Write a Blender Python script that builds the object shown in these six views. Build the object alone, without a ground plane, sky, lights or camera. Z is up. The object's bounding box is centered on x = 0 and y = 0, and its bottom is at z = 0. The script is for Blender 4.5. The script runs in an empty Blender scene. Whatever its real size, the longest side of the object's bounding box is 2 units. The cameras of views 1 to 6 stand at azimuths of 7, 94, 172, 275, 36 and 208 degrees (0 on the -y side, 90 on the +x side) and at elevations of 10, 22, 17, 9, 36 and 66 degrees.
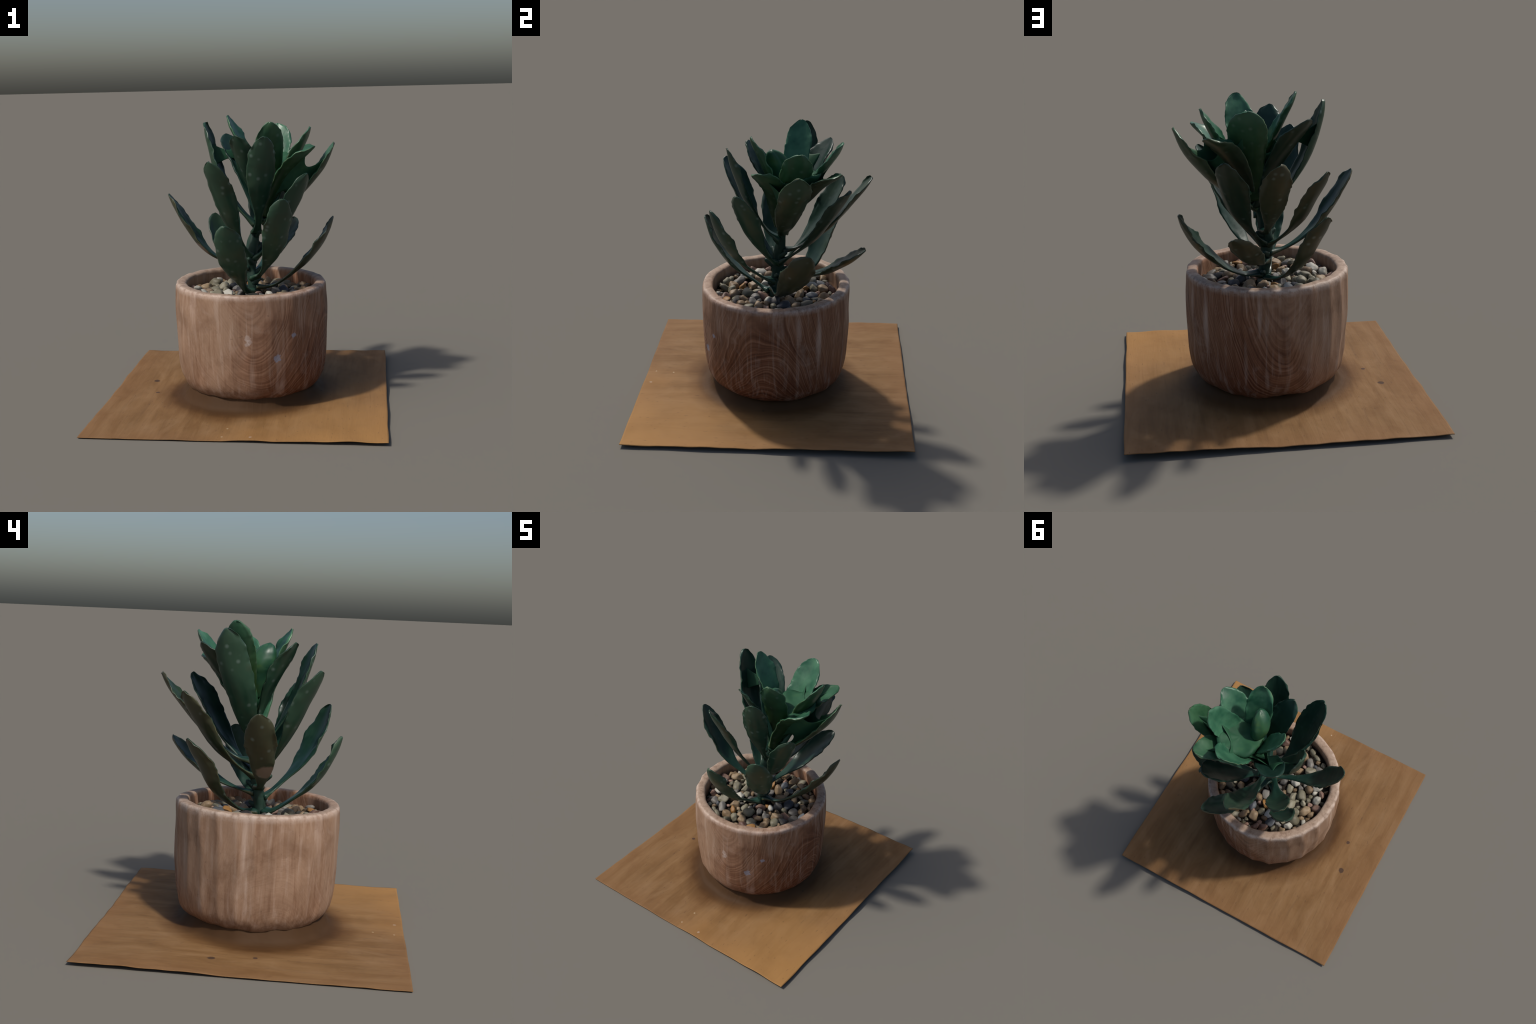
import bpy, bmesh, math, random
from mathutils import Vector, Matrix, noise

# ------------------------------------------------------------------ helpers
def sstep(a, b, x):
    """smooth step from a to b; falls when a > b"""
    t = max(0.0, min(1.0, (x - a) / (b - a)))
    return t * t * (3 - 2 * t)

def interp(table, x):
    """smooth (monotone-ish cosine free) linear table lookup"""
    if x <= table[0][0]:
        return table[0][1]
    for (x0, y0), (x1, y1) in zip(table, table[1:]):
        if x <= x1:
            return y0 + (y1 - y0) * (x - x0) / (x1 - x0)
    return table[-1][1]

def catmull(pts, n):
    """n+1 samples of a centripetal-like Catmull-Rom through pts, even in arc length"""
    P = [Vector(p) for p in pts]
    P = [P[0] * 2 - P[1]] + P + [P[-1] * 2 - P[-2]]
    dense = []
    for i in range(1, len(P) - 2):
        a, b, c, d = P[i - 1:i + 3]
        for k in range(40):
            t = k / 40
            dense.append(0.5 * ((2 * b) + (c - a) * t + (2 * a - 5 * b + 4 * c - d) * t * t
                                + (3 * b - a - 3 * c + d) * t ** 3))
    dense.append(P[-2].copy())
    L = [0.0]
    for a, b in zip(dense, dense[1:]):
        L.append(L[-1] + (b - a).length)
    out, j = [], 0
    for k in range(n + 1):
        s = L[-1] * k / n
        while j < len(L) - 2 and L[j + 1] < s:
            j += 1
        f = (s - L[j]) / max(1e-9, L[j + 1] - L[j])
        out.append(dense[j].lerp(dense[j + 1], min(1, max(0, f))))
    return out, L[-1]

def nz(x, y, z=0.0):
    return noise.noise(Vector((x, y, z)))

def new_mesh(name, verts, faces, mats, smooth=True):
    me = bpy.data.meshes.new(name)
    me.from_pydata([tuple(v) for v in verts], [], faces)
    me.update()
    for m in mats:
        me.materials.append(m)
    if smooth:
        me.polygons.foreach_set("use_smooth", [True] * len(me.polygons))
    return me

def add_obj(name, me, parent=None, matrix=None):
    o = bpy.data.objects.new(name, me)
    bpy.context.scene.collection.objects.link(o)
    if parent:
        o.parent = parent
        o.matrix_parent_inverse = WORLD[parent.name].inverted()
    m = matrix or Matrix.Identity(4)
    o.matrix_basis = m
    WORLD[o.name] = m
    return o
WORLD = {}

# ------------------------------------------------------------------ materials
class NT:
    def __init__(self, name, rough=0.6, spec=0.5):
        self.m = bpy.data.materials.new(name)
        self.m.use_nodes = True
        self.t = self.m.node_tree
        self.t.nodes.clear()
        self.out = self.n('ShaderNodeOutputMaterial')
        self.b = self.n('ShaderNodeBsdfPrincipled')
        self.b.inputs['Roughness'].default_value = rough
        self.b.inputs['Specular IOR Level'].default_value = spec
        self.l(self.b.outputs[0], self.out.inputs['Surface'])
        self.tc = self.n('ShaderNodeTexCoord')
    def n(self, t, **kw):
        nd = self.t.nodes.new(t)
        for k, v in kw.items():
            setattr(nd, k, v)
        return nd
    def l(self, a, b):
        self.t.links.new(a, b)
    def setin(self, sock, v):
        if hasattr(v, 'is_output') or isinstance(v, bpy.types.NodeSocket):
            self.l(v, sock)
        else:
            sock.default_value = v
    def math(self, op, a, b=0.0, c=0.0, clamp=False):
        nd = self.n('ShaderNodeMath', operation=op, use_clamp=clamp)
        for i, v in enumerate((a, b, c)):
            self.setin(nd.inputs[i], v)
        return nd.outputs[0]
    def noise(self, scale, detail=3, rough=0.55, vec=None, dist=0.0):
        nd = self.n('ShaderNodeTexNoise')
        nd.inputs['Scale'].default_value = scale
        nd.inputs['Detail'].default_value = detail
        nd.inputs['Roughness'].default_value = rough
        nd.inputs['Distortion'].default_value = dist
        self.l(vec or self.tc.outputs['Object'], nd.inputs['Vector'])
        return nd.outputs['Fac']
    def mapping(self, scale=(1, 1, 1), rot=(0, 0, 0), loc=(0, 0, 0), vec=None):
        nd = self.n('ShaderNodeMapping')
        nd.inputs['Scale'].default_value = scale
        nd.inputs['Rotation'].default_value = rot
        nd.inputs['Location'].default_value = loc
        self.l(vec or self.tc.outputs['Object'], nd.inputs['Vector'])
        return nd.outputs[0]
    def ramp(self, fac, stops, interp='LINEAR'):
        nd = self.n('ShaderNodeValToRGB')
        cr = nd.color_ramp
        cr.interpolation = interp
        while len(cr.elements) < len(stops):
            cr.elements.new(0.5)
        for e, (p, c) in zip(cr.elements, stops):
            e.position = p
            e.color = (c, c, c, 1) if isinstance(c, (int, float)) else (*c, 1)
        self.l(fac, nd.inputs[0])
        return nd.outputs[0]
    def mix(self, fac, a, b, mode='MIX'):
        nd = self.n('ShaderNodeMix', data_type='RGBA', blend_type=mode)
        self.setin(nd.inputs['Factor'], fac)
        for s, v in ((nd.inputs['A'], a), (nd.inputs['B'], b)):
            if isinstance(v, tuple):
                s.default_value = (*v, 1)
            else:
                self.l(v, s)
        return nd.outputs['Result']
    def sep(self, vec):
        nd = self.n('ShaderNodeSeparateXYZ')
        self.l(vec, nd.inputs[0])
        return nd.outputs
    def bump(self, h, strength=0.3, dist=0.01):
        nd = self.n('ShaderNodeBump')
        nd.inputs['Strength'].default_value = strength
        nd.inputs['Distance'].default_value = dist
        self.l(h, nd.inputs['Height'])
        self.l(nd.outputs[0], self.b.inputs['Normal'])
    def spot(self, centre, radius, wobble=0.4, nscale=30.0):
        """soft 0..1 mask round a point in object space"""
        d = self.n('ShaderNodeVectorMath', operation='DISTANCE')
        self.l(self.tc.outputs['Object'], d.inputs[0])
        d.inputs[1].default_value = centre
        nn = self.noise(nscale, 2)
        v = self.math('DIVIDE', d.outputs['Value'], radius)
        v = self.math('ADD', v, self.math('MULTIPLY', self.math('SUBTRACT', nn, 0.5), wobble * 2))
        return self.math('SUBTRACT', 1.0, self.ramp(v, [(0.75, 0.0), (1.0, 1.0)]), clamp=True)
    def color(self, c):
        self.setin(self.b.inputs['Base Color'], c)

POT_C = Vector((0.025, 0.010, 0.0))

def wood_pot_material():
    k = NT('carved_wood', rough=0.55, spec=0.3)
    ob = k.tc.outputs['Object']
    x, y, z = k.sep(ob)
    # rings that droop into U figures at the front and back and peak at the sides
    a0 = math.radians(-84)
    u = k.math('ADD', k.math('MULTIPLY', x, math.cos(a0)), k.math('MULTIPLY', y, math.sin(a0)))
    r2 = k.math('ADD', k.math('ADD', k.math('MULTIPLY', x, x), k.math('MULTIPLY', y, y)), 0.0005)
    c2 = k.math('DIVIDE', k.math('MULTIPLY', u, u), r2)          # cos^2 of azimuth from figure axis
    warp = k.noise(2.0, 2, 0.42)
    warp2 = k.noise(9.0, 2, 0.5)
    low = k.math('SUBTRACT', 1.0, k.math('DIVIDE', z, 0.86))
    f = k.math('ADD', k.math('MULTIPLY', k.math('POWER', low, 1.7), -1.15), k.math('MULTIPLY', c2, 1.7))
    f = k.math('ADD', f, k.math('MULTIPLY', k.math('DIVIDE', y, k.math('SQRT', r2)), 0.75))
    f = k.math('ADD', f, k.math('MULTIPLY', warp, 0.62))
    f = k.math('ADD', f, k.math('MULTIPLY', warp2, 0.025))
    comb = k.n('ShaderNodeCombineXYZ')
    k.l(f, comb.inputs[0])
    fine = k.noise(30.0, 2, 0.6, comb.outputs[0])
    comb2 = k.n('ShaderNodeCombineXYZ')
    k.l(f, comb2.inputs[0])
    k.l(k.math('MULTIPLY', z, 0.5), comb2.inputs[1])
    band = k.noise(6.0, 2, 0.5, comb2.outputs[0])
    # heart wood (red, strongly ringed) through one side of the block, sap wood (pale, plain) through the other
    big = k.noise(2.0, 2, 0.5)
    flank = k.math('ADD', k.math('ADD', k.math('MULTIPLY', x, 0.75), k.math('MULTIPLY', y, 0.22)),
                   k.math('ADD', k.math('MULTIPLY', big, 0.9), k.math('MULTIPLY', z, -0.25)))
    base = k.ramp(flank, [(0.05, (0.320, 0.200, 0.130)), (0.35, (0.315, 0.175, 0.107)), (0.60, (0.262, 0.120, 0.064)), (0.80, (0.215, 0.083, 0.041))])
    dark = k.mix(1.0, base, (0.40, 0.29, 0.24), 'MULTIPLY')
    pale = k.mix(0.55, base, (0.58, 0.44, 0.35))
    contrast = k.ramp(flank, [(0.0, 0.10), (0.35, 0.48), (0.7, 1.0)])
    lines = k.ramp(fine, [(0.34, 1.0), (0.47, 0.55), (0.55, 0.0)])
    col = k.mix(k.math('MULTIPLY', lines, contrast), base, dark)
    pl = k.ramp(fine, [(0.57, 0.0), (0.70, 0.8)])
    col = k.mix(k.math('MULTIPLY', k.math('MULTIPLY', pl, contrast), k.ramp(band, [(0.38, 0.25), (0.62, 0.9)])), col, pale)
    # fine upright tool marks, dark and pale
    tm = k.noise(1.0, 4, 0.6, k.mapping((34, 34, 2.2)), 0.3)
    col = k.mix(k.ramp(tm, [(0.34, 0.5), (0.48, 0.0)]), col, k.mix(1.0, col, (0.62, 0.50, 0.42), 'MULTIPLY'))
    col = k.mix(k.ramp(tm, [(0.54, 0.0), (0.68, 0.45)]), col, k.mix(0.55, col, (0.56, 0.43, 0.35)))
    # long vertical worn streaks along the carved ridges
    st = k.noise(1.0, 3, 0.5, k.mapping((14, 14, 1.3)))
    col = k.mix(k.ramp(st, [(0.58, 0.0), (0.72, 0.6)]), col, k.mix(0.6, col, (0.60, 0.46, 0.38)))
    bl = k.noise(4.0, 5, 0.62, None, 0.4)
    col = k.mix(k.ramp(bl, [(0.46, 0.0), (0.66, 0.6)]), col, k.mix(1.0, col, (0.60, 0.52, 0.46), 'MULTIPLY'))
    bl2 = k.noise(7.5, 4, 0.6, None, 0.5)
    col = k.mix(k.ramp(bl2, [(0.58, 0.0), (0.74, 0.35)]), col, k.mix(0.6, col, (0.50, 0.38, 0.31)))
    # small fleck pits
    pit = k.noise(42, 2)
    col = k.mix(k.ramp(pit, [(0.68, 0.0), (0.76, 0.5)]), col, (0.15, 0.085, 0.055))
    # rim: greyer, sanded end grain with dark speckle
    rimm = k.ramp(z, [(0.822, 0.0), (0.834, 1.0)])
    sp = k.noise(24, 4, 0.7)
    rimc = k.ramp(sp, [(0.35, (0.20, 0.14, 0.10)), (0.5, (0.34, 0.25, 0.185)), (0.7, (0.44, 0.34, 0.26))])
    col = k.mix(k.math('MULTIPLY', rimm, 0.7), col, rimc)
    # highlight along the outer lip, painted in as a paler colour
    lip = k.math('MULTIPLY', k.ramp(z, [(0.79, 0.0), (0.826, 1.0)]), k.ramp(r2, [(0.264, 0.0), (0.28, 1.0)]))
    col = k.mix(k.math('MULTIPLY', lip, k.ramp(sp, [(0.35, 0.1), (0.6, 0.6)])), col, (0.56, 0.45, 0.38))
    # bluish filler flecks
    for c, r in (((0.255, -0.468, 0.398), 0.030), ((0.363, -0.408, 0.543), 0.022), ((0.063, -0.529, 0.545), 0.024),
                 ((0.060, -0.529, 0.505), 0.018), ((0.075, -0.529, 0.52), 0.020)):
        cc = (c[0] - POT_C.x, c[1] - POT_C.y, c[2])
        white = c[0] < 0.1
        col = k.mix(k.math('MULTIPLY', k.spot(cc, r, 0.8, 45), 0.38 if white else 0.8), col,
                    (0.56, 0.47, 0.43) if white else (0.30, 0.30, 0.36))
    k.color(col)
    k.bump(k.math('ADD', k.math('MULTIPLY', fine, 0.6), k.noise(20, 3)), 0.3, 0.006)
    return k.m

def board_material():
    k = NT('board_wood', rough=0.68, spec=0.14)
    x, y, z = k.sep(k.tc.outputs['Object'])
    g = k.noise(1.0, 5, 0.6, k.mapping((30, 2.2, 1), rot=(0, 0, 0.12)), 0.6)
    g2 = k.noise(1.0, 3, 0.5, k.mapping((6, 1.0, 1), rot=(0, 0, 0.1)), 1.0)
    big = k.noise(1.4, 3, 0.5)
    col = k.ramp(g2, [(0.32, (0.160, 0.085, 0.033)), (0.5, (0.197, 0.107, 0.044)), (0.68, (0.225, 0.128, 0.057))])
    col = k.mix(k.ramp(g, [(0.52, 0.0), (0.72, 0.28)]), col, (0.262, 0.158, 0.078))
    col = k.mix(k.ramp(g, [(0.30, 0.30), (0.46, 0.0)]), col, (0.105, 0.060, 0.029))
    # soft blotches where the varnish has worn unevenly
    bl = k.noise(1.0, 4, 0.6, k.mapping((6, 3.2, 1)), 0.5)
    col = k.mix(k.ramp(bl, [(0.35, 0.45), (0.5, 0.0)]), col, k.mix(1.0, col, (0.70, 0.62, 0.52), 'MULTIPLY'))
    col = k.mix(k.ramp(bl, [(0.55, 0.0), (0.72, 0.45)]), col, (0.262, 0.158, 0.080))
    # reddish worn margin, ochre varnished corner (+x -y)
    edge = k.math('MAXIMUM', k.math('ABSOLUTE', x), k.math('ABSOLUTE', y))
    col = k.mix(k.ramp(k.math('MULTIPLY', k.math('ADD', edge, k.math('MULTIPLY', big, 0.4)), 0.7), [(0.68, 0.0), (0.87, 0.5)]), col, (0.215, 0.108, 0.046))
    oc = k.math('MULTIPLY', k.math('ADD', k.math('SUBTRACT', x, y), k.math('MULTIPLY', k.noise(2.2, 3), 1.1)), 0.4)
    col = k.mix(k.ramp(oc, [(0.45, 0.0), (0.95, 0.85)]), col, (0.345, 0.180, 0.060))
    # pits and dark scratches along the grain, pale flecks
    pit = k.noise(1.0, 2, 0.5, k.mapping((60, 17, 1), rot=(0, 0, 0.1)))
    col = k.mix(k.ramp(pit, [(0.66, 0.0), (0.76, 0.6)]), col, (0.10, 0.055, 0.03))
    for c, r, cc in (((-0.737, 0.186, 0.011), 0.026, (0.07, 0.04, 0.025)), ((-0.67, -0.072, 0.010), 0.016, (0.08, 0.045, 0.03)),
                     ((0.513, -0.048, 0.025), 0.022, (0.06, 0.035, 0.02)), ((0.124, -0.936, 0.010), 0.014, (0.36, 0.25, 0.17)),
                     ((-0.045, -0.788, 0.012), 0.008, (0.40, 0.30, 0.18)), ((-0.061, -0.927, 0.012), 0.008, (0.38, 0.28, 0.18))):
        col = k.mix(k.spot(c, r, 0.35), col, cc)
    # contact shade round the pot, painted into the board colour
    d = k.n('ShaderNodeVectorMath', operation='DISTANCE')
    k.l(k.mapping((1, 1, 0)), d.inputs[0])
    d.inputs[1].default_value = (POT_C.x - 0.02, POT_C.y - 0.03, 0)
    contact_shade = k.ramp(k.math('ADD', d.outputs['Value'], k.math('MULTIPLY', big, 0.25)), [(0.63, 0.95), (0.80, 0.0)])
    col = k.mix(contact_shade, col, k.mix(1.0, col, (0.42, 0.33, 0.24), 'MULTIPLY'))
    # baked shade at the pot's foot, painted as dark brown on the skirt
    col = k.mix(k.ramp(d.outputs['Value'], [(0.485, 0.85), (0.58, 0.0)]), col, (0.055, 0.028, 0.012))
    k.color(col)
    k.bump(k.math('ADD', g, k.math('MULTIPLY', k.noise(14, 3), 0.8)), 0.35, 0.008)
    return k.m

def leaf_material(name, face, back, tip, rim, spots=1.0, blush=(.058, .048, .026), scar=None):
    """local frame of each leaf: x across, y along, z = upper face side"""
    k = NT(name, rough=0.35, spec=0.36)
    k.b.inputs['Sheen Weight'].default_value = 0.0
    k.b.inputs['Sheen Roughness'].default_value = 0.5
    rnd = k.n('ShaderNodeObjectInfo').outputs['Random']
    ob = k.tc.outputs['Object']
    x, y, z = k.sep(ob)
    off = k.n('ShaderNodeVectorMath', operation='ADD')
    k.l(ob, off.inputs[0])
    cv = k.n('ShaderNodeCombineXYZ')
    for i in range(3):
        k.l(k.math('MULTIPLY', rnd, 37.0 + 11 * i), cv.inputs[i])
    k.l(cv.outputs[0], off.inputs[1])
    vec = off.outputs[0]
    nzv = k.sep(k.tc.outputs['Normal'])[2]
    isback = k.ramp(k.math('MULTIPLY_ADD', nzv, 0.5, 0.5), [(0.38, 1.0), (0.58, 0.0)])
    mott = k.noise(9.0, 3, 0.55, vec)
    fcol = k.mix(k.ramp(mott, [(0.35, 0.0), (0.7, 1.0)]), face[0], face[1])
    bcol = k.mix(k.ramp(mott, [(0.35, 0.0), (0.7, 1.0)]), back[0], back[1])
    col = k.mix(isback, fcol, bcol)
    # fine along-leaf veining
    vein = k.noise(1.0, 2, 0.5, k.mapping((60, 7, 20), vec=vec))
    col = k.mix(k.ramp(vein, [(0.52, 0.0), (0.75, 0.35)]), col, k.mix(0.5, col, (0.07, 0.12, 0.075)))
    # ageing toward the tip
    tipm = k.ramp(k.math('ADD', y, k.math('MULTIPLY', mott, 0.35)), [(0.50, 0.0), (0.85, 0.7)])
    col = k.mix(k.math('MULTIPLY', tipm, k.math('MULTIPLY_ADD', isback, 0.75, 0.25)), col, tip)
    # rusty blush in patches of the back
    bp = k.noise(5.0, 3, 0.5, vec)
    col = k.mix(k.math('MULTIPLY', isback, k.ramp(bp, [(0.50, 0.0), (0.68, 0.30)])), col, blush)
    if scar:
        col = k.mix(k.math('MULTIPLY', isback, k.math('MULTIPLY', k.spot(scar, 0.070, 0.25, 18), 0.85)), col, (0.24, 0.165, 0.12))
    # corky pale rim
    ri = k.math('ABSOLUTE', nzv)
    rimm = k.ramp(ri, [(0.10, 1.0), (0.42, 0.0)])
    col = k.mix(k.math('MULTIPLY', rimm, k.ramp(k.noise(16, 2, 0.5, vec), [(0.42, 0.1), (0.62, 0.9)])), col, rim)
    # pale raised pores, mostly on the back
    v = k.n('ShaderNodeTexVoronoi', feature='F1')
    v.inputs['Scale'].default_value = 19.0
    v.inputs['Randomness'].default_value = 0.95
    k.l(vec, v.inputs['Vector'])
    dot = k.ramp(v.outputs['Distance'], [(0.04, 1.0), (0.36, 0.0)], 'EASE')
    pick = k.ramp(k.sep(v.outputs['Color'])[0], [(0.52, 0.0), (0.60, 1.0)])
    dm = k.math('MULTIPLY', k.math('MULTIPLY', dot, pick), k.math('MULTIPLY_ADD', isback, 0.26 * spots, 0.06 * spots))
    col = k.mix(dm, col, (0.26, 0.33, 0.30))
    k.color(col)
    k.bump(k.math('ADD', k.noise(22, 3, 0.5, vec), k.math('MULTIPLY', dot, 0.3)), 0.18, 0.006)
    tr = k.n('ShaderNodeBsdfTranslucent')
    k.l(k.mix(1.0, col, (1.4, 1.7, 0.8), 'MULTIPLY'), tr.inputs['Color'])
    ms = k.n('ShaderNodeMixShader')
    ms.inputs[0].default_value = 0.10
    k.l(k.b.outputs[0], ms.inputs[1])
    k.l(tr.outputs[0], ms.inputs[2])
    k.l(ms.outputs[0], k.out.inputs['Surface'])
    return k

def stem_material():
    k = NT('stem_green', rough=0.55, spec=0.35)
    n1 = k.noise(12, 4)
    col = k.ramp(n1, [(0.35, (0.010, 0.028, 0.020)), (0.6, (0.020, 0.048, 0.032)), (0.75, (0.04, 0.06, 0.038))])
    k.color(col)
    k.bump(k.noise(30, 3), 0.3, 0.006)
    return k.m

def heart_material():
    k = NT('heart_green', rough=0.6, spec=0.2)
    n1 = k.noise(7, 3)
    k.color(k.ramp(n1, [(0.35, (0.016, 0.062, 0.032)), (0.6, (0.028, 0.095, 0.048)), (0.75, (0.05, 0.12, 0.05))]))
    k.bump(k.noise(18, 3), 0.2, 0.006)
    return k.m

def bud_material():
    k = NT('bud_green', rough=0.38, spec=0.4)
    k.color(k.ramp(k.noise(8, 3), [(0.35, (0.018, 0.070, 0.040)), (0.55, (0.034, 0.10, 0.045)), (0.72, (0.075, 0.135, 0.035))]))
    k.bump(k.noise(22, 3), 0.18, 0.006)
    return k.m

def soil_material():
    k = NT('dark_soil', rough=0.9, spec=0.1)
    k.color(k.ramp(k.noise(22, 4, 0.6), [(0.35, (0.014, 0.011, 0.009)), (0.6, (0.028, 0.023, 0.018)), (0.75, (0.06, 0.05, 0.04))]))
    k.bump(k.noise(40, 3), 0.5, 0.01)
    return k.m

def pebble_material(name, c0, c1, c2):
    k = NT(name, rough=0.5, spec=0.4)
    rnd = k.n('ShaderNodeObjectInfo').outputs['Random']
    off = k.n('ShaderNodeVectorMath', operation='ADD')
    k.l(k.tc.outputs['Object'], off.inputs[0])
    cv = k.n('ShaderNodeCombineXYZ')
    for i in range(3):
        k.l(k.math('MULTIPLY', rnd, 50.0 + 13 * i), cv.inputs[i])
    k.l(cv.outputs[0], off.inputs[1])
    n1 = k.noise(22, 4, 0.6, off.outputs[0])
    f = k.math('ADD', k.math('MULTIPLY', n1, 0.7), k.math('MULTIPLY', rnd, 0.45))
    k.color(k.ramp(f, [(0.25, c0), (0.55, c1), (0.85, c2)]))
    k.bump(k.noise(60, 3, 0.6, off.outputs[0]), 0.2, 0.004)
    return k.m

# ------------------------------------------------------------------ board
SKIRT = [(0.40, 1.0), (0.43, 0.97), (0.455, 0.82), (0.475, 0.5), (0.495, 0.2), (0.52, 0.06), (0.56, 0.0)]

def board_height(x, y):
    z = 0.011 + 0.012 * sstep(-0.2, 0.7, x) + 0.010 * sstep(-0.2, 0.6, x) * sstep(-0.8, 0.5, y) + 0.012 * max(0, x) * max(0, y) + 0.004 * sstep(0.2, 0.9, y) + 0.010 * sstep(0.0, 0.4, y) * sstep(0.3, -0.2, x) - 0.003 * sstep(0.0, -0.6, x) * sstep(0.2, -0.5, y)
    z += 0.004 * nz(x * 2.2, y * 2.2, 3.1) + 0.0015 * nz(x * 9, y * 9, 1.7)
    r = math.hypot(x - POT_C.x, y - POT_C.y)
    a = math.atan2(y, x)
    # scan melt kept in the shape: an uneven skirt round the foot of the pot, least at the +x +y side
    amp = (0.62 + 0.38 * sstep(0.7, -0.2, math.cos(a - 0.7))) * (1 + 0.22 * nz(math.cos(a) * 2.5, math.sin(a) * 2.5, 9.0))
    off = 0.012 * nz(math.cos(a) * 3, math.sin(a) * 3, 4.0)
    z += 0.112 * amp * interp(SKIRT, r + off)
    # ragged outer margin lifts and dips a little
    e = max(abs(x), abs(y))
    z += 0.006 * sstep(0.85, 0.99, e) * nz(x * 7, y * 7, 5.5)
    return max(0.0075, z)

def build_board():
    n, h, th = 200, 0.991, 0.004
    verts, faces = [], []
    def pos(i, j):
        x, y = (i / n * 2 - 1) * h, (j / n * 2 - 1) * h
        if i in (0, n):
            x += 0.004 * nz(y * 5, 0.3, i)
        if j in (0, n):
            y += 0.004 * nz(x * 5, 1.3, j)
        return x, y
    for j in range(n + 1):
        for i in range(n + 1):
            x, y = pos(i, j)
            verts.append((x, y, board_height(x, y)))
    N = len(verts)
    for x, y, z in list(verts):
        verts.append((x, y, z - th))
    w = n + 1
    for j in range(n):
        for i in range(n):
            a = j * w + i
            faces.append((a, a + 1, a + w + 1, a + w))
            faces.append((N + a, N + a + w, N + a + w + 1, N + a + 1))
    ring = [i for i in range(n)] + [j * w + n for j in range(n)] + [n * w + i for i in range(n, 0, -1)] + [j * w for j in range(n, 0, -1)]
    for a, b in zip(ring, ring[1:] + ring[:1]):
        faces.append((a, N + a, N + b, b))
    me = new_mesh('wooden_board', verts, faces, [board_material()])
    zmin = min(v.co.z for v in me.vertices)
    for v in me.vertices:
        if v.co.z - zmin < 1e-7:
            pass
    o = add_obj('wooden_board', me)
    o["label"] = "thin square brown wooden board with worn edges"
    o["category"] = "wooden board"
    return o, zmin

# ------------------------------------------------------------------ pot
RIM_Z = 0.838
OUT = [(0.012, 0.20), (0.020, 0.27), (0.040, 0.335), (0.060, 0.385), (0.085, 0.440), (0.115, 0.477), (0.155, 0.503), (0.20, 0.517),
       (0.27, 0.528), (0.36, 0.534), (0.48, 0.539), (0.60, 0.542), (0.70, 0.542), (0.775, 0.540), (0.805, 0.539), (0.822, 0.537)]
FACETS = [math.radians(a) for a in (5, 22, 36, 52, 68, 84, 97, 113, 130, 144, 158, 172, 184, 197, 212, 224, 238, 250, 262, 275, 290, 307, 325, 345)]

def facet_factor(a):
    a %= 2 * math.pi
    best = min(abs((a - f + math.pi) % (2 * math.pi) - math.pi) for f in FACETS)
    # flats between ridges: chord of the circle, measured from nearest ridge
    fs = sorted(FACETS)
    lo = max([f for f in fs if f <= a], default=fs[-1] - 2 * math.pi)
    hi = min([f for f in fs if f > a], default=fs[0] + 2 * math.pi)
    half, mid = (hi - lo) / 2, (hi + lo) / 2
    return math.cos(half) / math.cos(a - mid)

def build_pot(parent):
    prof = catmull([(r, 0, z) for z, r in OUT], 64)[0]
    prof = [(p.x, p.z) for p in prof]
    prof += [(0.533, RIM_Z - 0.008), (0.526, RIM_Z - 0.002), (0.515, RIM_Z), (0.497, RIM_Z + 0.001), (0.480, RIM_Z), (0.469, RIM_Z - 0.004),
             (0.462, RIM_Z - 0.012), (0.459, RIM_Z - 0.03), (0.460, RIM_Z - 0.06), (0.460, RIM_Z - 0.10), (0.455, RIM_Z - 0.18)]
    prof = [(0.0, 0.012)] + prof + [(0.0, RIM_Z - 0.20)]
    n = 240
    verts, faces = [], []
    rows = []
    for r, z in prof:
        if r < 1e-6:
            rows.append([len(verts)])
            verts.append((0, 0, z))
            continue
        row = []
        for i in range(n):
            a = 2 * math.pi * i / n
            ca, sa = math.cos(a), math.sin(a)
            rough_side = 0.35 + 0.65 * sstep(-0.3, 0.7, -ca * 0.8 + sa * 0.45)
            ff = facet_factor(a + 0.06 * nz(z * 3, ca, sa))
            wall = sstep(0.44, 0.50, r)
            k = 1 - (1 - ff) * 1.8 * rough_side * wall + 0.005 * rough_side * wall
            rr = r * k
            rr += (0.0045 + 0.004 * rough_side) * nz(ca * 3.4, sa * 3.4, z * 4.5) * sstep(0.1, 0.4, r)
            rr += 0.0022 * nz(ca * 9, sa * 9, z * 7 + 5)
            zz = z
            if z < 0.16:       # the carved foot is uneven
                zz += (0.020 * nz(ca * 3.5, sa * 3.5, 2.2) * rough_side + 0.004 * nz(ca * 9, sa * 9, 8)) * sstep(0.02, 0.08, z) * (1 - sstep(0.10, 0.16, z))
            if z > 0.6:
                zz += sstep(0.6, 0.8, z) * (0.006 * sa - 0.005 * ca)
            if z > 0.8:
                zz += 0.004 * nz(ca * 2.2, sa * 2.2, 7.7) + 0.003 * nz(ca * 8, sa * 8, 3.3)
            row.append(len(verts))
            verts.append((rr * ca, rr * sa, zz))
        rows.append(row)
    for A, B in zip(rows, rows[1:]):
        for i in range(n):
            j = (i + 1) % n
            if len(A) == 1:
                faces.append((A[0], B[j], B[i]))
            elif len(B) == 1:
                faces.append((A[i], A[j], B[0]))
            else:
                faces.append((A[i], A[j], B[j], B[i]))
    me = new_mesh('pot', verts, faces, [wood_pot_material()])
    return add_obj('pot', me, parent, Matrix.Translation(POT_C))

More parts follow.
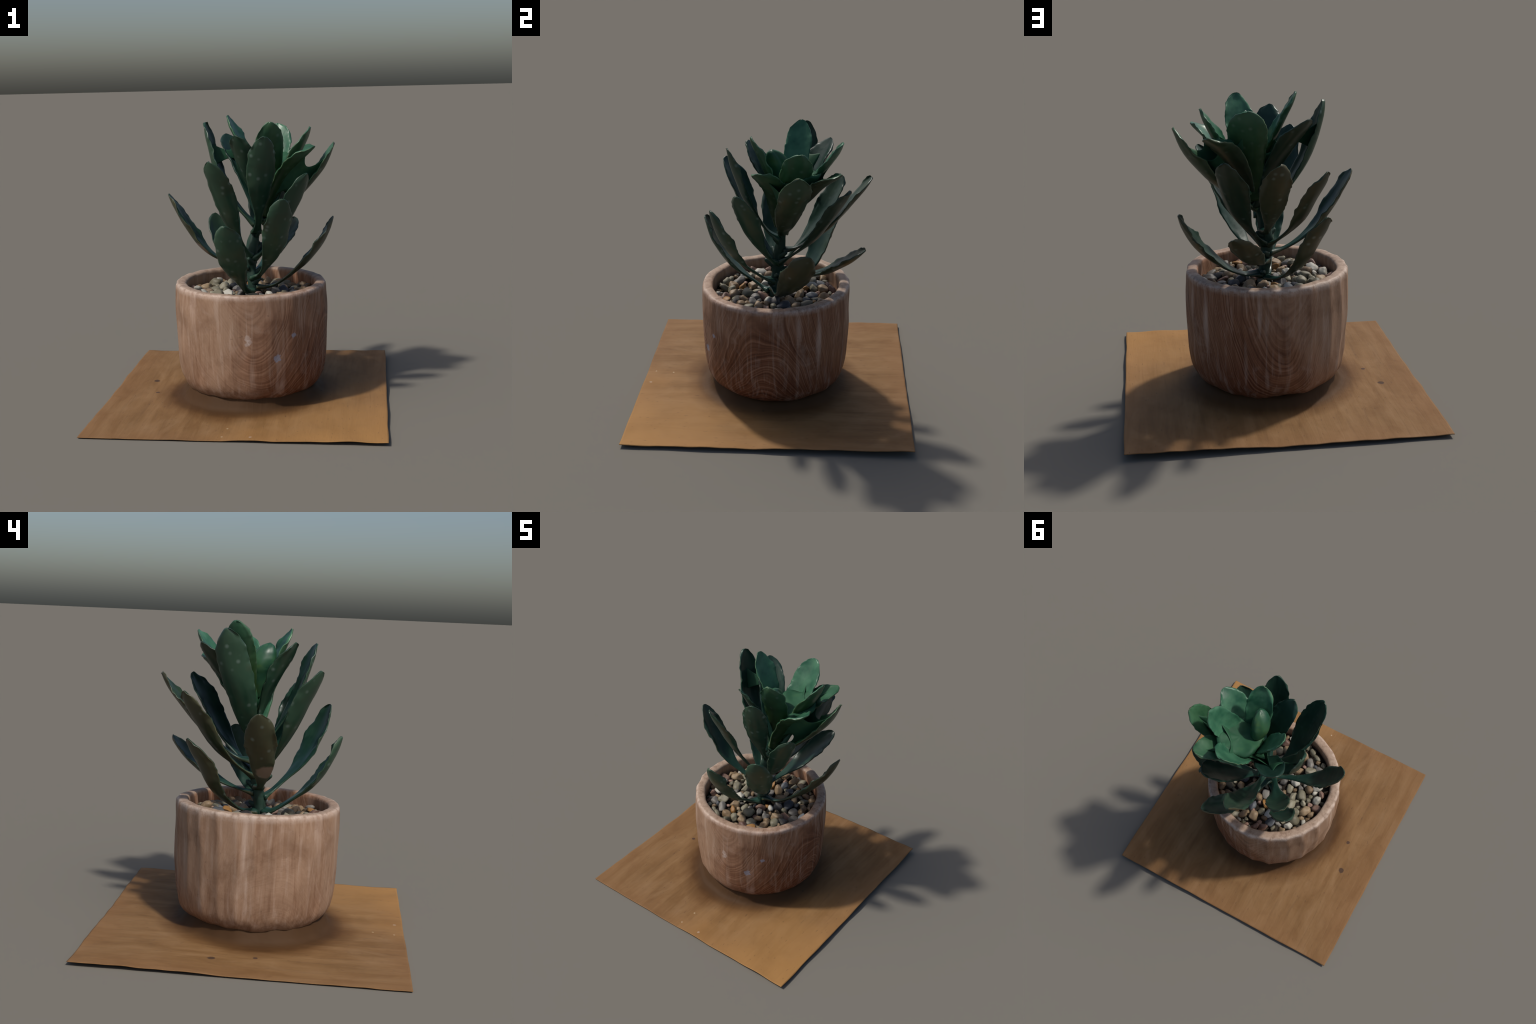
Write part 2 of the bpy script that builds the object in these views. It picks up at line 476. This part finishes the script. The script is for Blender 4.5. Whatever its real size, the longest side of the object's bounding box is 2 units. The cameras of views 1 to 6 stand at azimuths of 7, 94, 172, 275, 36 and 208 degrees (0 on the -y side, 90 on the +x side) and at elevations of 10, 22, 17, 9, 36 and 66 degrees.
# ------------------------------------------------------------------ soil and pebbles
SOIL_Z = 0.735
def soil_h(x, y):
    r = math.hypot(x - POT_C.x, y - POT_C.y)
    return SOIL_Z - 0.014 * sstep(0.39, 0.46, r) - 0.018 * sstep(0.22, 0.05, r) + 0.020 * nz(x * 4, y * 4, 0.4) + 0.008 * nz(x * 13, y * 13, 2.0)

def build_soil(parent):
    verts, faces, rows = [], [], []
    n, m = 96, 40
    for k in range(m + 1):
        r = 0.464 * k / m
        row = []
        for i in range(1 if k == 0 else n):
            a = 2 * math.pi * i / n
            x, y = POT_C.x + r * math.cos(a), POT_C.y + r * math.sin(a)
            row.append(len(verts))
            verts.append((x, y, soil_h(x, y)))
        rows.append(row)
    for A, B in zip(rows, rows[1:]):
        for i in range(n):
            j = (i + 1) % n
            faces.append((A[0], B[i], B[j]) if len(A) == 1 else (A[i], B[i], B[j], A[j]))
    return add_obj('soil', new_mesh('soil', verts, faces, [soil_material()]), parent)

def pebble_mesh(rng, name):
    bm = bmesh.new()
    bmesh.ops.create_icosphere(bm, subdivisions=3, radius=1.0)
    s = Vector((1.0, rng.uniform(0.62, 0.88), rng.uniform(0.45, 0.68)))
    planes = []
    for _ in range(rng.randint(5, 10)):
        d = Vector((rng.gauss(0, 1), rng.gauss(0, 1), rng.gauss(0, 1))).normalized()
        planes.append((d, rng.uniform(0.58, 0.88)))
    o = rng.uniform(0, 50)
    for v in bm.verts:
        p = v.co.copy()
        for d, h in planes:           # flatten blunt faces
            e = p.dot(d) - h
            if e > 0:
                p -= d * e * 0.85
        p *= 1 + 0.22 * nz(p.x * 1.4 + o, p.y * 1.4, p.z * 1.4)
        v.co = Vector((p.x * s.x, p.y * s.y, p.z * s.z))
    me = bpy.data.meshes.new(name)
    bm.to_mesh(me)
    bm.free()
    me.polygons.foreach_set("use_smooth", [True] * len(me.polygons))
    return me

def build_pebbles(parent):
    rng = random.Random(11)
    mats = [(pebble_material('pebble_tan', (0.085, 0.052, 0.028), (0.20, 0.135, 0.075), (0.31, 0.225, 0.135)), 34),
            (pebble_material('pebble_olive_grey', (0.07, 0.062, 0.04), (0.165, 0.150, 0.10), (0.29, 0.265, 0.19)), 32),
            (pebble_material('pebble_grey', (0.05, 0.047, 0.043), (0.125, 0.115, 0.10), (0.22, 0.205, 0.18)), 20),
            (pebble_material('pebble_white', (0.28, 0.27, 0.225), (0.42, 0.40, 0.34), (0.55, 0.53, 0.46)), 7),
            (pebble_material('pebble_orange', (0.18, 0.085, 0.02), (0.30, 0.15, 0.045), (0.36, 0.20, 0.07)), 4),
            (pebble_material('pebble_rose', (0.11, 0.06, 0.045), (0.19, 0.115, 0.085), (0.27, 0.17, 0.13)), 8),
            (pebble_material('pebble_slate', (0.035, 0.038, 0.045), (0.07, 0.075, 0.082), (0.16, 0.17, 0.185)), 5)]
    names = [m for m, _ in mats]
    wts = [w for _, w in mats]
    meshes = {}
    for mi, m in enumerate(names):
        meshes[mi] = []
        for v in range(5):
            me = pebble_mesh(rng, 'pebble')
            me.materials.append(m)
            meshes[mi].append(me)
    placed = []
    def put(x, y, size, mi, lift=0.0, tilt=0.5):
        me = rng.choice(meshes[mi])
        z = soil_h(x, y) + size * 0.22 + lift
        rot = Matrix.Rotation(rng.uniform(0, 6.28), 4, 'Z') @ Matrix.Rotation(rng.gauss(0, tilt), 4, 'X') @ Matrix.Rotation(rng.gauss(0, tilt), 4, 'Y')
        s = Matrix.Diagonal((size, size * rng.uniform(0.85, 1.15), size * rng.uniform(0.9, 1.2), 1))
        add_obj('pebble', me, parent, Matrix.Translation((x, y, z)) @ rot @ s)
        placed.append((x, y, size))
    # stones that stand out in the views
    put(0.255, 0.085, 0.060, 6, 0.012)
    put(-0.131, -0.073, 0.052, 3, 0.01)
    put(0.187, -0.334, 0.042, 4, 0.012)
    put(0.165, -0.21, 0.047, 0, 0.006)
    put(0.018, 0.359, 0.055, 0, 0.02)
    put(-0.26, 0.295, 0.040, 3, 0.01)
    put(-0.36, 0.00, 0.040, 3, 0.014)
    put(-0.20, -0.20, 0.055, 1, 0.02)
    tries = 0
    while len(placed) < 190 and tries < 9000:
        tries += 1
        layer = len(placed) / 190
        size = rng.uniform(0.038, 0.062) if layer < 0.42 else rng.uniform(0.022, 0.040)
        r, a = 0.452 * math.sqrt(rng.random()), rng.uniform(0, 6.2832)
        if r + size * 0.75 > 0.458:
            continue
        x, y = POT_C.x + r * math.cos(a), POT_C.y + r * math.sin(a)
        if math.hypot(x - 0.044, y) < 0.04 + size * 0.6:
            continue
        if any(math.hypot(x - px, y - py) < (size + ps) * 0.66 for px, py, ps in placed):
            continue
        put(x, y, size, rng.choices(range(len(names)), wts)[0], rng.uniform(-0.012, 0.014))

# ------------------------------------------------------------------ plant
STEM = [((0.044, -0.002, 0.70), 0.042), ((0.042, 0.002, 0.78), 0.036), ((0.037, 0.009, 0.85), 0.040), ((0.030, 0.016, 0.91), 0.033),
        ((0.026, 0.024, 0.97), 0.046), ((0.030, 0.034, 1.04), 0.046), ((0.040, 0.044, 1.10), 0.038), ((0.065, 0.054, 1.19), 0.026),
        ((0.095, 0.066, 1.29), 0.030), ((0.125, 0.085, 1.38), 0.040), ((0.15, 0.10, 1.50), 0.03)]

def tube(path, radii, n=20, seed=0.0):
    verts, faces = [], []
    up = Vector((1, 0, 0))
    m = len(path)
    for i, p in enumerate(path):
        t = (path[min(i + 1, m - 1)] - path[max(i - 1, 0)]).normalized()
        s = t.cross(up).normalized()
        q = s.cross(t)
        for j in range(n):
            a = 2 * math.pi * j / n
            r = radii[i] * (1 + 0.26 * nz(math.cos(a) * 1.3, math.sin(a) * 1.3, p.z * 13 + seed))
            verts.append(p + (s * math.cos(a) + q * math.sin(a)) * r)
    for i in range(m - 1):
        for j in range(n):
            k = (j + 1) % n
            faces.append((i * n + j, i * n + k, (i + 1) * n + k, (i + 1) * n + j))
    faces.append(tuple(range(n - 1, -1, -1)))
    faces.append(tuple((m - 1) * n + j for j in range(n)))
    return verts, faces

def build_stem(parent):
    path, L = catmull([p for p, r in STEM], 70)
    zs = [(p[2], r) for p, r in STEM]
    radii = [interp(zs, p.z) for p in path]
    v, f = tube(path, radii)
    me = new_mesh('stem', v, f, [stem_material()])
    bm = bmesh.new()
    bm.from_mesh(me)
    bmesh.ops.recalc_face_normals(bm, faces=bm.faces)
    bm.to_mesh(me)
    bm.free()
    return add_obj('stem', me, parent)

# width profiles along the leaf (0 = stem, 1 = tip), fraction of greatest half width
STALKED = [(0.0, 0.44), (0.06, 0.30), (0.12, 0.23), (0.20, 0.24), (0.30, 0.38), (0.40, 0.61), (0.50, 0.81), (0.60, 0.94), (0.68, 1.0), (0.76, 1.0),
           (0.84, 0.92), (0.90, 0.77), (0.94, 0.60), (0.97, 0.42), (0.988, 0.26), (0.996, 0.15), (1.0, 0.05)]
SESSILE = [(0.0, 0.36), (0.10, 0.40), (0.20, 0.54), (0.30, 0.68), (0.40, 0.81), (0.50, 0.91), (0.60, 0.98), (0.68, 1.0), (0.76, 1.0),
           (0.84, 0.92), (0.90, 0.77), (0.94, 0.60), (0.97, 0.42), (0.988, 0.26), (0.996, 0.15), (1.0, 0.05)]

FUSED = [(0.0, 0.55), (0.10, 0.66), (0.20, 0.78), (0.30, 0.87)] + SESSILE[4:]

def leaf_geometry(pts, half, roll, prof, thick, cup, seed, twist=0.0, bow=0.008, outward=None):
    nl, nw = 60, 12
    path, L = catmull(pts, 400)
    # rings crowd toward the tip so that it ends round
    ts = [1 - (1 - i / nl) ** 1.5 for i in range(nl + 1)]
    path = [path[round(400 * q)] for q in ts]
    # the ends are sampled finer for a round tip
    verts, faces = [], []
    axis = Vector((0.09, 0.06, 0))
    base, tip = path[0], path[-1]
    chord = (tip - base).normalized()
    outw = Vector((tip.x - base.x, tip.y - base.y, 0))
    if outward:
        outw = Vector(outward)
    side0 = Vector((0, 0, 1)).cross(outw).normalized()
    side0 = (side0 - chord * side0.dot(chord)).normalized()
    side0 = Matrix.Rotation(roll, 3, chord) @ side0
    normal0 = side0.cross(chord)
    if normal0.dot(outw) > 0:         # the upper face looks inward, the back outward
        normal0 = -normal0
        side0 = -side0
    ring = 2 * nw
    for i, p in enumerate(path):
        t = ts[i]
        tan = (path[min(i + 1, nl)] - path[max(i - 1, 0)]).normalized()
        tw = Matrix.Rotation(twist * (t - 0.5), 3, chord)
        s = tw @ side0
        s = (s - tan * s.dot(tan)).normalized()
        nrm = s.cross(tan)
        if nrm.dot(normal0) < 0:
            nrm = -nrm
        w = half * interp(prof, t)
        wn = w / half
        scal = sstep(0.35, 0.6, t)
        th = thick * (1.15 - 0.60 * t) * (0.30 + 0.70 * min(1.0, wn / 0.8))
        th = min(th, w * 0.8 + 0.001) * (1 + 0.8 * sstep(0.14, 0.0, t))
        for j in range(ring):
            a = 2 * math.pi * j / ring
            cx, sx = math.cos(a), math.sin(a)
            fx = math.copysign(abs(cx) ** 0.8, cx)
            edge = abs(fx) ** 6
            ww = w * (1 + edge * scal * (0.022 * math.sin(t * L * 88 + (1.3 if cx > 0 else 0) + seed) * (0.5 + nz(t * 7, cx, seed + 9))
                                          + 0.10 * nz(t * 7, cx * 2, seed) + 0.05 * nz(t * 26, cx * 2, seed + 2)))
            u = fx
            h = th * math.copysign(abs(sx) ** 0.75, sx)
            bend = cup * half * ((u * wn) ** 2 - 0.38 * wn) * sstep(0.12, 0.5, t) - bow * math.sin(math.pi * min(1, t * 1.05))
            rip = (0.024 * nz(t * 8, cx * 3, seed + 4) + 0.009 * nz(t * 26, cx * 3, seed + 6)) * edge * scal + 0.014 * nz(seed * 3.1, 0.5, 0.2) * sstep(0.7, 1.0, t)
            lump = 0.006 * nz(t * 5 + seed, u * 1.5, 1.0) + 0.010 * u * nz(t * 2.2 + seed, 3.0, 2.0) * scal
            verts.append(p + s * (ww * u) + nrm * (h + bend + rip + lump))
    n = nl + 1
    for i in range(nl):
        for j in range(ring):
            k = (j + 1) % ring
            faces.append((i * ring + j, i * ring + k, (i + 1) * ring + k, (i + 1) * ring + j))
    faces.append(tuple(range(ring)))
    faces.append(tuple(nl * ring + j for j in range(ring)))
    frame = Matrix((side0, chord, side0.cross(chord))).transposed()
    if (frame @ Vector((0, 0, 1))).dot(normal0) < 0:
        frame = Matrix((-side0, chord, normal0)).transposed()
    return verts, faces, base, frame

# name of tier, spine from stem to tip, half width, roll (deg), cup, material key, profile
LEAVES = [
    # lowest whorl, long stalks rising from the gravel
    dict(p=[(.06, .01, .785), (.21, .042, .81), (.42, .14, .985), (.53, .20, 1.12), (.604, .259, 1.262)], w=.106, m='aged', o=(1, -.12, 0)),
    dict(p=[(.035, -.03, .765), (.0, -.10, .79), (-.03, -.30, .955), (-.055, -.42, 1.11), (-.076, -.519, 1.296)], w=.102, m='mature', o=(.1, -1, 0)),
    dict(p=[(.05, -.01, .85), (.125, -.10, .925), (.205, -.235, 1.08), (.26, -.335, 1.25), (.303, -.423, 1.467)], w=.103, m='mature'),
    dict(p=[(.03, .03, .755), (-.06, .14, .80), (-.155, .265, .93), (-.24, .35, 1.11), (-.293, .436, 1.27)], w=.095, m='aged'),
    dict(p=[(.04, .04, .88), (.08, .19, .915), (.15, .36, .985), (.22, .51, 1.085), (.30, .64, 1.203)], w=.092, m='aged'),
    # middle whorls
    dict(p=[(.01, .015, .925), (-.12, -.01, .965), (-.27, -.028, 1.07), (-.41, -.025, 1.25), (-.544, -.021, 1.465)], w=.096, m='aged', scar=(-.31, -.055, 1.075)),
    dict(p=[(.02, .01, 1.01), (-.02, -.06, 1.10), (-.075, -.15, 1.27), (-.13, -.25, 1.49), (-.186, -.363, 1.715)], w=.105, m='mature'),
    dict(p=[(.05, .02, .99), (.13, -.03, 1.06), (.24, -.10, 1.22), (.345, -.165, 1.41), (.448, -.224, 1.619)], w=.10, m='mature'),
    dict(p=[(.05, .05, 1.0), (.11, .13, 1.08), (.20, .25, 1.22), (.275, .385, 1.42), (.335, .522, 1.64)], w=.10, m='dark'),
    dict(p=[(.05, .07, 1.09), (.045, .19, 1.13), (.04, .36, 1.27), (.035, .53, 1.46), (.028, .68, 1.643)], w=.092, m='aged'),
    dict(p=[(.02, .04, .99), (-.04, .12, 1.05), (-.12, .25, 1.18), (-.20, .37, 1.36), (-.285, .476, 1.559)], w=.090, m='aged', o=(-.45, .4, 0)),
    # outer rosette
    dict(p=[(.07, .03, 1.18), (.095, -.05, 1.27), (.12, -.15, 1.45), (.145, -.235, 1.65), (.179, -.316, 1.87)], w=.100, m='mature'),
    dict(p=[(.10, .065, 1.24), (.245, .09, 1.35), (.395, .123, 1.49), (.525, .168, 1.64), (.621, .201, 1.797)], w=.108, m='outer', s=1),
    dict(p=[(.12, .09, 1.32), (.19, .18, 1.48), (.265, .27, 1.61), (.35, .365, 1.71), (.43, .459, 1.774)], w=.105, m='outer', s=1),
    dict(p=[(.10, .08, 1.26), (.05, .13, 1.42), (-.005, .19, 1.56), (-.09, .285, 1.71), (-.194, .39, 1.857)], w=.105, m='dark', s=1),
    dict(p=[(.06, .065, 1.22), (-.06, .095, 1.36), (-.17, .13, 1.54), (-.25, .18, 1.74), (-.307, .219, 1.954)], w=.104, m='mature', s=1, o=(-1, -.05, 0)),
    # inner rosette
    dict(p=[(.09, .05, 1.26), (.07, .02, 1.42), (.045, -.03, 1.57), (.01, -.105, 1.72), (-.03, -.194, 1.875)], w=.098, m='mature'),
    dict(p=[(.12, .06, 1.30), (.20, .045, 1.47), (.29, .015, 1.61), (.39, -.03, 1.71), (.493, -.075, 1.791)], w=.108, m='young', s=2),
    dict(p=[(.14, .09, 1.34), (.165, .035, 1.50), (.18, -.02, 1.66), (.19, -.08, 1.81), (.197, -.137, 1.964)], w=.100, m='young', s=1),
    dict(p=[(.14, .09, 1.36), (.22, .11, 1.52), (.31, .14, 1.66), (.385, .17, 1.78), (.453, .20, 1.908)], w=.104, m='young', s=2, o=(1, -.1, 0)),
    dict(p=[(.13, .10, 1.32), (.15, .18, 1.47), (.17, .27, 1.62), (.185, .37, 1.77), (.19, .47, 1.93)], w=.122, m='young', s=2),
    dict(p=[(.13, .10, 1.38), (.08, .12, 1.55), (.01, .145, 1.70), (-.07, .165, 1.85), (-.145, .187, 1.998)], w=.092, m='young', s=1, o=(-1, .05, 0)),
]

def build_leaves(parent):
    G = lambda *a: a
    mats = {
        'mature': leaf_material('leaf_mature', ((.008, .034, .025), (.018, .056, .038)), ((.018, .056, .033), (.033, .082, .048)),
                                (.032, .066, .040), (.075, .115, .070)).m,
        'dark': leaf_material('leaf_dark', ((.007, .030, .023), (.014, .046, .034)), ((.012, .030, .018), (.022, .042, .024)),
                              (.026, .044, .026), (.07, .105, .07), 0.6).m,
        'aged': leaf_material('leaf_aged', ((.009, .036, .027), (.020, .056, .037)), ((.026, .038, .018), (.044, .052, .026)),
                              (.066, .062, .034), (.12, .105, .055)).m,
        'outer': leaf_material('leaf_outer', ((.018, .078, .034), (.050, .145, .070)), ((.024, .038, .018), (.040, .052, .026)),
                               (.044, .085, .046), (.16, .17, .09), 0.8).m,
        'young': leaf_material('leaf_young', ((.018, .088, .048), (.064, .185, .102)), ((.020, .056, .020), (.038, .080, .025)),
                               (.050, .140, .085), (.17, .24, .13), 0.6, (.05, .09, .025)).m,
    }
    aged = (((.009, .036, .027), (.020, .056, .037)), ((.026, .038, .018), (.044, .052, .026)), (.066, .062, .034), (.12, .105, .055))
    for i, d in enumerate(LEAVES):
        ses = d.get('s')
        v, f, base, frame = leaf_geometry(d['p'], d['w'], math.radians(d.get('r', 0)), (STALKED, SESSILE, FUSED)[ses or 0],
                                          d.get('t', 0.017 if not ses else 0.019), d.get('c', 0.28 if i >= 16 else 0.36), i * 1.7, math.radians(d.get('tw', 0)), d.get('b', -0.004 if i >= 16 else 0.008), d.get('o'))
        M = Matrix.Translation(base) @ frame.to_4x4()
        Mi = M.inverted()
        mat = mats[d['m']]
        if 'scar' in d:                # a dry corky patch on the back of one old leaf
            mat = leaf_material('leaf_scarred', *aged, 1.0, scar=tuple(Mi @ Vector(d['scar']))).m
        me = new_mesh('leaf', [Mi @ Vector(p) for p in v], f, [mat])
        bm = bmesh.new()
        bm.from_mesh(me)
        bmesh.ops.recalc_face_normals(bm, faces=bm.faces)
        bm.to_mesh(me)
        bm.free()
        add_obj('leaf', me, parent, M)
    return mats

def build_bud(parent, mat):
    """fat young leaf pair folded shut over the growing point"""
    base, tip = Vector((0.15, 0.06, 1.50)), Vector((0.155, -0.008, 1.862))
    path = catmull([base, (0.135, 0.055, 1.62), (0.125, 0.04, 1.73), (0.135, 0.015, 1.81), tip], 36)[0]
    prof = [(0, 0.45), (0.25, 0.75), (0.5, 1.0), (0.7, 0.98), (0.82, 0.84), (0.9, 0.65), (0.96, 0.42), (1.0, 0.06)]
    n, verts, faces = 40, [], []
    for i, p in enumerate(path):
        t = i / 36
        w = interp(prof, t)
        for j in range(n):
            a = 2 * math.pi * j / n
            c, q = math.cos(a), math.sin(a)
            groove = 1 - 0.16 * math.exp(-((a - 0.5) / 0.28) ** 2) * sstep(0.3, 0.6, t)     # slit where the pair meets
            r = groove * (1 + 0.10 * nz(c * 1.5, q * 1.5, t * 4))
            verts.append(p + Vector((0.066 * w * c * r, 0.086 * w * q * r, 0.008 * nz(c * 2, q * 2, t * 5))))
    for i in range(36):
        for j in range(n):
            k = (j + 1) % n
            faces.append((i * n + j, i * n + k, (i + 1) * n + k, (i + 1) * n + j))
    faces.append(tuple(range(n - 1, -1, -1)))
    faces.append(tuple(36 * n + j for j in range(n)))
    return add_obj('leaf_bud', new_mesh('leaf_bud', verts, faces, [mat]), parent)

STUBS = [((.06, -.02, .83), (1, -.4, .5), .016, .05), ((.03, .05, .93), (.5, 1, .4), .018, .06), ((.07, .02, .90), (1, .3, .6), .014, .045),
         ((.0, .0, 1.05), (-1, -.5, .7), .015, .05), ((.065, .06, 1.06), (.8, .8, .6), .016, .055), ((.03, -.025, .98), (-.2, -1, .5), .017, .05),
         ((.05, .035, .80), (.3, 1, .2), .016, .05), ((.075, .03, 1.16), (.6, -1, .9), .014, .05)]

def build_stubs(parent, mat):
    """dried stalk ends and swollen leaf joints on the stem"""
    for i, (p, d, r, length) in enumerate(STUBS):
        p, d = Vector(p), Vector(d).normalized()
        path = [p - d * 0.02 + d * (length + 0.02) * k / 8 + Vector((0, 0, 0.12 * (length * k / 8) ** 1.0 * k / 8)) for k in range(9)]
        radii = [r * (1.45 - 0.75 * k / 8) * (1.0 if k < 8 else 0.6) for k in range(9)]
        v, f = tube(path, radii, 14, i * 3.3)
        add_obj('leaf_stub', new_mesh('leaf_stub', v, f, [mat]), parent)

def build_heart(parent):
    """fill added for the scan-melted middle of the rosette: a shallow green goblet"""
    prof = [(0.03, 1.26), (0.045, 1.34), (0.06, 1.42), (0.085, 1.50), (0.115, 1.58), (0.15, 1.65), (0.168, 1.69), (0.162, 1.708),
            (0.13, 1.70), (0.09, 1.687), (0.05, 1.676), (0.02, 1.672), (0.0, 1.672)]
    verts, faces, rows = [], [], []
    n = 72
    for r, z in prof:
        k = (z - 1.26) / 0.44
        c = Vector((0.09 + 0.14 * k, 0.065 + 0.10 * k, z))
        row = []
        for i in range(n if r > 1e-6 else 1):
            a = 2 * math.pi * i / n
            rr = r * (1 + 0.06 * math.cos(5 * a + 0.6) * k) + 0.012 * nz(math.cos(a) * 2, math.sin(a) * 2, z * 5) * min(1, r / 0.05)
            dz = (0.014 * math.sin(5 * a) * (r / 0.168) ** 2 + 0.045 * math.cos(a - 0.9) * (r / 0.168)) * k * k
            for d in (0.15, 1.75, -0.75, -1.55):      # dips where an inner leaf runs down into the heart
                e = (a - d + math.pi) % (2 * math.pi) - math.pi
                dz -= 0.040 * math.exp(-(e / 0.38) ** 2) * (r / 0.168) ** 1.5 * k * k
            row.append(len(verts))
            verts.append(c + Vector((rr * math.cos(a), rr * math.sin(a), dz)) if r > 1e-6 else c)
        rows.append(row)
    for A, B in zip(rows, rows[1:]):
        for i in range(n):
            j = (i + 1) % n
            faces.append((A[i], A[j], B[0]) if len(B) == 1 else (A[i], A[j], B[j], B[i]))
    me = new_mesh('rosette_fill', verts, faces, [heart_material()])
    return add_obj('rosette_fill', me, parent)

# scan melt, not plant tissue, bridging neighbouring rosette leaves: (leaf, leaf, from, to, sag)
WEBS = [(15, 14, .62, .82, .03), (14, 20, .20, .66, .01), (14, 21, .35, .68, .02), (17, 12, .15, .88, -.012), (12, 13, .15, .78, -.01),
        (13, 20, .20, .84, -.01), (20, 19, .30, .74, .0), (17, 19, .25, .70, .0), (18, 17, .20, .55, .0)]

def build_webs(parent, mat):
    n = 14
    for a, b, t0, t1, sag in WEBS:
        pa, pb = catmull(LEAVES[a]['p'], 100)[0], catmull(LEAVES[b]['p'], 100)[0]
        verts, faces = [], []
        for side in (1, -1):
            for i in range(n + 1):
                for j in range(n + 1):
                    v = j / n
                    arch = math.sin(math.pi * v)
                    # lower and upper borders arch toward the middle, like a saddle
                    lo, hi = t0 + (t1 - t0) * 0.30 * arch, t1 - (t1 - t0) * 0.25 * arch
                    t = (lo + (hi - lo) * i / n) * 100
                    k = min(99, int(t))
                    A, B = pa[k].lerp(pa[k + 1], t - k), pb[k].lerp(pb[k + 1], t - k)
                    p = A.lerp(B, v)
                    inward = Vector((0.17 - p.x, 0.13 - p.y, 0)).normalized()
                    th = 0.010 * math.sqrt(max(0.0, math.sin(math.pi * min(1, max(0, i / n)))) + 0.02)
                    p = p + inward * ((sag + 0.009) * arch - 0.009 + side * th * (0.35 + 0.65 * arch))
                    verts.append(p)
        w, N = n + 1, (n + 1) ** 2
        for i in range(n):
            for j in range(n):
                q = i * w + j
                faces.append((q, q + 1, q + w + 1, q + w))
                faces.append((N + q, N + q + w, N + q + w + 1, N + q + 1))
        ring = list(range(n)) + [j * w + n for j in range(n)] + [n * w + i for i in range(n, 0, -1)] + [j * w for j in range(n, 0, -1)]
        for q, r in zip(ring, ring[1:] + ring[:1]):
            faces.append((q, N + q, N + r, r))
        me = new_mesh('scan_web', verts, faces, [mat])
        bm = bmesh.new()
        bm.from_mesh(me)
        bmesh.ops.recalc_face_normals(bm, faces=bm.faces)
        bm.to_mesh(me)
        bm.free()
        add_obj('scan_web', me, parent)

# ------------------------------------------------------------------ assemble
board, zmin = build_board()
root = bpy.data.objects.new('potted_succulent', None)
bpy.context.scene.collection.objects.link(root)
root.location = (POT_C.x, POT_C.y, 0.012)
WORLD['potted_succulent'] = Matrix.Translation(root.location)
root["label"] = "green succulent with paddle leaves in carved wooden pot"
root["category"] = "potted plant"
pot = build_pot(root)
soil = build_soil(root)
build_pebbles(soil)
stem = build_stem(root)
build_leaves(stem)
build_stubs(stem, stem.data.materials[0])
heart = build_heart(stem)
build_webs(heart, heart.data.materials[0])
build_bud(heart, bud_material())
